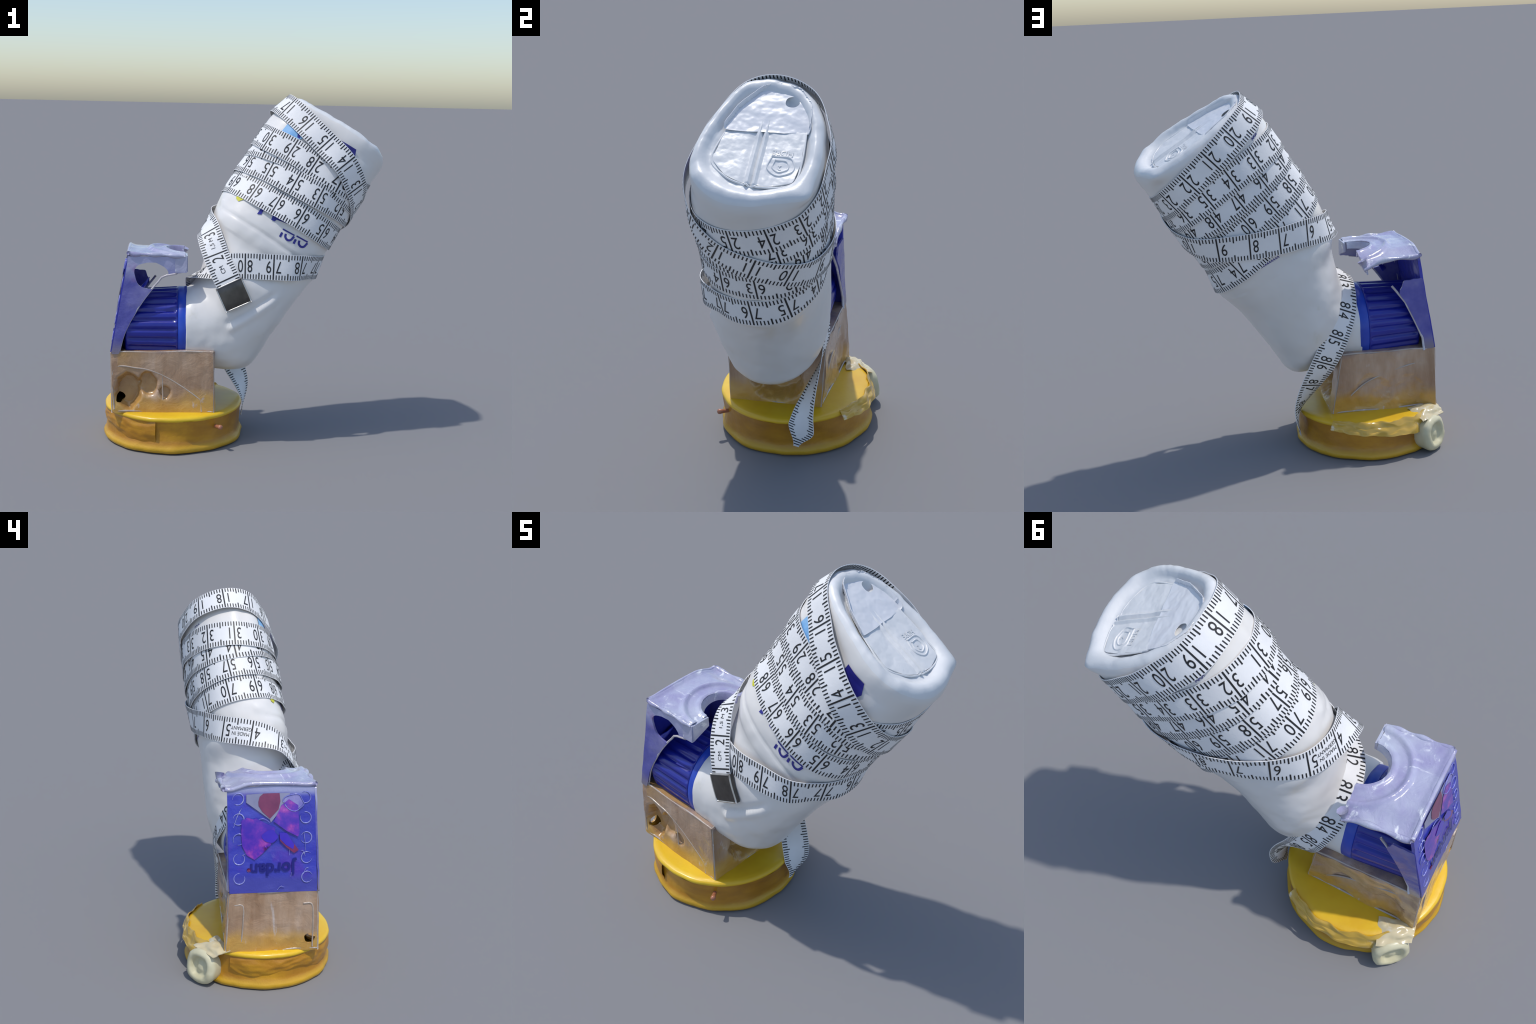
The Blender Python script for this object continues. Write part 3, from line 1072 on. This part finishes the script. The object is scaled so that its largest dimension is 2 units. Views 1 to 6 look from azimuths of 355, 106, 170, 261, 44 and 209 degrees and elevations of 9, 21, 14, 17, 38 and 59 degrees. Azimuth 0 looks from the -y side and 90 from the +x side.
def panel_patch(name, outline, mat, h=.011):
    """printed area on the rear panel, outline in (y, z), lifted just off the sheet"""
    bm = bmesh.new()
    bm.faces.new([bm.verts.new((y, z, 0)) for y, z in outline])
    bmesh.ops.triangulate(bm, faces=bm.faces)
    for _ in range(4):
        long = [e for e in bm.edges if e.calc_length() > .03]
        if long:
            bmesh.ops.subdivide_edges(bm, edges=long, cuts=1)
            bmesh.ops.triangulate(bm, faces=bm.faces)
    for v in bm.verts:
        v.co = on_panel(v.co.x, v.co.y, h + .003)
    bmesh.ops.recalc_face_normals(bm, faces=bm.faces)
    return from_bm(name, bm, mat, back)


def wavy(cy, cz, ry, rz, seed, n=36, amp=.1):
    return [(cy + ry * math.cos(a) * (1 + amp * math.sin(4 * a + seed)), cz + rz * math.sin(a) * (1 + amp * math.sin(3 * a + 2 * seed))) for a in np.linspace(0, 2 * math.pi, n, endpoint=False)]


panel_patch('window_print', [(.125, 1.06), (-.105, 1.06), (-.105, 1.03), (-.005, .915), (.0, .93), (.125, 1.02)], M_GREY, .0105)
panel_patch('heart_print', [(.062, 1.02), (.055, 1.045), (.035, 1.06), (-.05, 1.06), (-.055, 1.02), (-.045, .98), (.0, .935), (.04, .97), (.06, 1.0)], M_RED, .0125)
panel_patch('scatter_print', [(-.06, 1.0), (-.10, 1.03), (-.15, 1.0), (-.158, .86), (-.15, .84), (-.09, .87), (-.02, .92)], M_VIOLET, .0135)
panel_patch('ribbon_print', [(.150, .93), (.12, .945), (.09, .935), (.07, .94), (.03, .915), (-.03, .89), (-.02, .84), (-.005, .80), (.05, .80), (.035, .76), (.078, .725), (.12, .75), (.145, .80), (.15, .86)], M_VIOLET, .0115)
panel_patch('petal_print', [(-.05, .86), (-.09, .85), (-.14, .79), (-.155, .77), (-.13, .755), (-.09, .785), (-.055, .82)], M_RED, .0125)
panel_patch('petal_print', [(-.05, .865), (-.09, .86), (-.13, .80), (-.125, .775), (-.085, .80), (-.055, .83)], M_DEEP, .0138)
panel_patch('petal_print', wavy(.0, .845, .04, .033, 1.), M_DEEP, .0138)

# ring-shaped embossed dimples along both edges
for y0, y1, col in ((.168, .157, 0), (-.188, -.202, 1)):
    for k in range(5):
        z = 1.04 - k * .1035
        y = y0 + (y1 - y0) * k / 4
        a0 = [0, .3, -.5, 2.2, 2.6][k] + col
        path = [on_panel(y + .029 * math.cos(a), z + .029 * math.sin(a), .010) for a in np.linspace(a0, a0 + 5.4, 40)]
        strand('embossed_ring', path, lambda t: .001 + .0025 * math.sin(math.pi * t), M_RING, back, 6)
# logo lettering, upside down
pts, fs = text_mesh('Jordan', .092, 1.0, .0025)
lz = lambda y, z: on_panel(-.022 + y * 1., .684 + z + .02 * (y + .02) * -1, .0145)
vs = []
for x, y in pts:
    # seen from -x the lettering is turned by 180 degrees: it reads towards +y, its tops point down
    vs.append(lz(x, -y))
add_mesh('logo_lettering', vs, fs, M_LOGO, back, smooth=False)
ss = []
for k in range(4):
    a = math.pi * k / 4
    path = [on_panel(.108 + r * math.cos(a), .672 + r * math.sin(a), .014) for r in (-.011, 0, .011)]
    strand('star_mark', path, .0022, M_RED, back, 5)
# smeared tape lump over one dimple
strand('smear_edge', [on_panel(y, z, .016) for y, z in wavy(-.125, 1.015, .052, .042, .4)], .0028, M_RING, back, 6)
panel_patch('tape_smear', wavy(-.125, 1.015, .048, .038, .4), M_SMEAR, .012)
for k in range(16):                                  # fine creases in the film
    y, z = rng.uniform(-.2, .17), rng.uniform(.57, 1.05)
    a, L = rng.uniform(0, math.pi), rng.uniform(.03, .12)
    strand('film_crease', [on_panel(max(-.23, min(.19, y + L * (t - .5) * math.cos(a))), max(.56, min(1.07, z + L * (t - .5) * math.sin(a) + .01 * math.sin(4 * t))), .0125) for t in np.linspace(0, 1, 8)], lambda t: .0008 + .0012 * math.sin(math.pi * t), M_RING, back, 5)

# gussets left and right


def curve_front(z):
    # front limit (x) of the left side film
    return float(catmull([.53, .545, .641, .709, .759, .809, .851, .905, .951, .981, 1.0], [[-.722], [-.72], [-.696], [-.667], [-.639], [-.61], [-.582], [-.541], [-.501], [-.469], [-.37]], z)[0]) if z < 1.0 else -.345


def left_film(u, v):
    z = .54 + v * .55
    xb = -.762 + (z - .548) / .547 * .094
    x = xb + u * (-.345 - xb)
    y = -.262 + .02 * v + .02 * (u - .2) * (1 - v)
    return V(x, y, z)


he = blob(-.545, .985, .093, .075, .05, .5)
left = panel('side_film', left_film, 110, 130, .010, M_GUSSET, package, keep=lambda c: c[0] < curve_front(c[2]) + .003 and not he(c[0], c[2]), rough=.004, seed=8)
path = [V(curve_front(z), -.258 + .03 * (z - .54), z) for z in np.linspace(.545, .995, 40)]
strand('film_edge', path, .006, M_EDGE, left, 8)
strand('film_edge', [V(-.740 + (z - .548) / .547 * .094, -.263 + .04 * (z - .54), z) for z in np.linspace(.56, 1.08, 30)], .005, M_EDGE, left, 8)
strand('torn_sliver', [V(-.60, -.235, .90), V(-.575, -.21, .93), V(-.553, -.19, .965)], lambda t: .016 * (1 - t) + .002, M_CAP, left, 8)


def curve_right(z):
    return float(catmull([.53, .605, .688, .752, .816, .872, .909, .94, 1.03, 1.06], [[-.694], [-.686], [-.652], [-.623], [-.593], [-.56], [-.575], [-.582], [-.58], [-.53]], min(z, 1.06))[0]) if z < 1.06 else -.345


def right_film(u, v):
    z = .54 + v * .56
    xb = -.752 + (z - .54) / .555 * .09
    x = xb + u * (-.345 - xb)
    return V(x, .206 + .012 * v - .03 * u, z)


right = panel('side_film', right_film, 110, 130, .010, M_GUSSET, package, keep=lambda c: c[0] < curve_right(c[2]) and c[2] < .94 + .1 * (-.6 - c[0]), rough=.005, seed=9)
path = [V(x, .208 - .1 * (x + .72), z) for z, x in ((.533, -.694), (.605, -.686), (.688, -.652), (.752, -.623), (.816, -.593), (.872, -.551), (.909, -.522))]
strand('film_edge', path, .007, M_EDGE, right, 8)

# top flap with round cut-out and raised arc
NC = V(-.348, -.022)


def flap_f(u, v):
    x = -.665 + u * .311
    y = -.240 + v * .472
    z = 1.094 + .006 * math.sin(math.pi * u) - .012 * u - .030 * smoothstep(.7, 1, v) + .010 * math.sin(math.pi * v)
    d = math.hypot(x - NC[0], y - NC[1])
    z += .014 * math.exp(-((d - .200) / .014)**2)
    z += .008 * math.exp(-((d - .122) / .014)**2)
    z += .008 * math.exp(-((v - 1) / .05)**2) + .006 * math.exp(-(v / .05)**2) + .008 * math.exp(-(u / .06)**2)
    z -= .03 * smoothstep(.93, 1, v) * smoothstep(.6, 1, u)
    return V(x, y, z)


flap = panel('top_flap', flap_f, 100, 120, .014, M_FLAP, package, keep=lambda c: math.hypot(c[0] - NC[0], c[1] - NC[1]) > .114, rough=.006, seed=10)
strand('flap_border', [flap_f(u, 0) + V(0, -.003, 0) for u in np.linspace(0, 1, 24)], lambda t: .011 + .004 * math.sin(17 * t), M_FLAP, flap)
strand('flap_border', [flap_f(u, 1) + V(0, .003, 0) for u in np.linspace(0, 1, 24)], lambda t: .012 + .004 * math.sin(13 * t), M_FLAP, flap)


def notch_lip(u, v):
    a = math.radians(95 + 170 * u)
    r = .116 - .012 * v
    x, y = NC[0] + r * math.cos(a), NC[1] + r * math.sin(a)
    return V(x, y, flap_f((x + .665) / .311, (y + .240) / .472)[2] - .030 * v**1.5 + .004 * math.sin(7 * u))


panel('notch_lip', notch_lip, 50, 10, .010, M_FLAP, flap, rough=.003)
strand('flap_border', [flap_f(0, v) + V(-.003, 0, 0) for v in np.linspace(0, 1, 30)], .012, M_FLAP, flap)
panel('flap_skirt', bil((-.41, -.244, 1.0), (-.345, -.244, 1.0), (-.345, -.242, 1.095), (-.41, -.242, 1.095)), 20, 20, .012, M_FLAP, flap, rough=.004)
panel('flap_skirt', bil((-.346, -.244, 1.005), (-.346, -.135, 1.045), (-.346, -.135, 1.095), (-.346, -.242, 1.095)), 20, 20, .012, M_FLAP, flap, rough=.004)
strand('film_drip', [V(-.35, .222, 1.075), V(-.36, .226, 1.05), V(-.368, .226, 1.02), V(-.378, .224, .998)], lambda t: .024 * (1 - t)**1.2 + .004, M_FLAP, flap)

# pale folded edges of the lower box
for a, b in (('a', 'b'), ('b', 'c'), ('c', 'd'), ('d', 'a')):
    strand('box_edge', [np.array(KB[a]) * (1 - t) + np.array(KB[b]) * t + V(0, 0, .008 + .003 * math.sin(9 * t)) for t in np.linspace(0, 1, 24)], .0055, M_EDGEBOX, package)
    strand('box_edge', [np.array(KF[a]) * (1 - t) + np.array(KF[b]) * t + V(0, 0, .003 * math.sin(11 * t)) for t in np.linspace(0, 1, 24)], .005, M_EDGEBOX, package)
for a in 'abcd':
    strand('box_edge', [np.array(KB[a]) * (1 - t) + np.array(KF[a]) * t for t in np.linspace(0, 1, 16)], .005, M_EDGEBOX, package)

# crumpled clear tape round the tin
def wrap_film(u, v):
    a = math.radians(48 + 84 * u)
    r = .392 + .032 * v + .012 * soft((u * 4, v, 3), 2)
    z = .216 - v * (.045 + .055 * u) + .010 * soft((u * 6, v * 2, 1), 2)
    return DC + V(r * math.cos(a), r * math.sin(a), z)


panel('tape_wrap', wrap_film, 90, 24, .005, M_TAPEPALE, tin, rough=.004, seed=21)


def wrap_lower(u, v):
    a = math.radians(150 + 105 * u)
    r = .390 + .010 * math.sin(math.pi * v) + .006 * soft((u * 5, v * 2, 7), 2)
    return DC + V(r * math.cos(a), r * math.sin(a), .188 - .085 * v - (.02 * math.sin(9 * u) + .03 * u) * v)


panel('tape_wrap', wrap_lower, 100, 24, .003, M_YSIDE, tin, rough=.005, seed=23)


def knob_film(u, v):
    p = bil((-.58, .24, .216), (-.76, .19, .216), (-.775, .285, .185), (-.625, .375, .185))(u, v)
    return p + V(0, 0, .022) * math.sin(math.pi * u) * math.sin(math.pi * v) + V(-.006, .008, .008) * soft((u * 2, v * 2, 2), 2)


panel('tape_wrap', knob_film, 50, 50, .005, M_KNOBFILM, tin, rough=.002, seed=25)
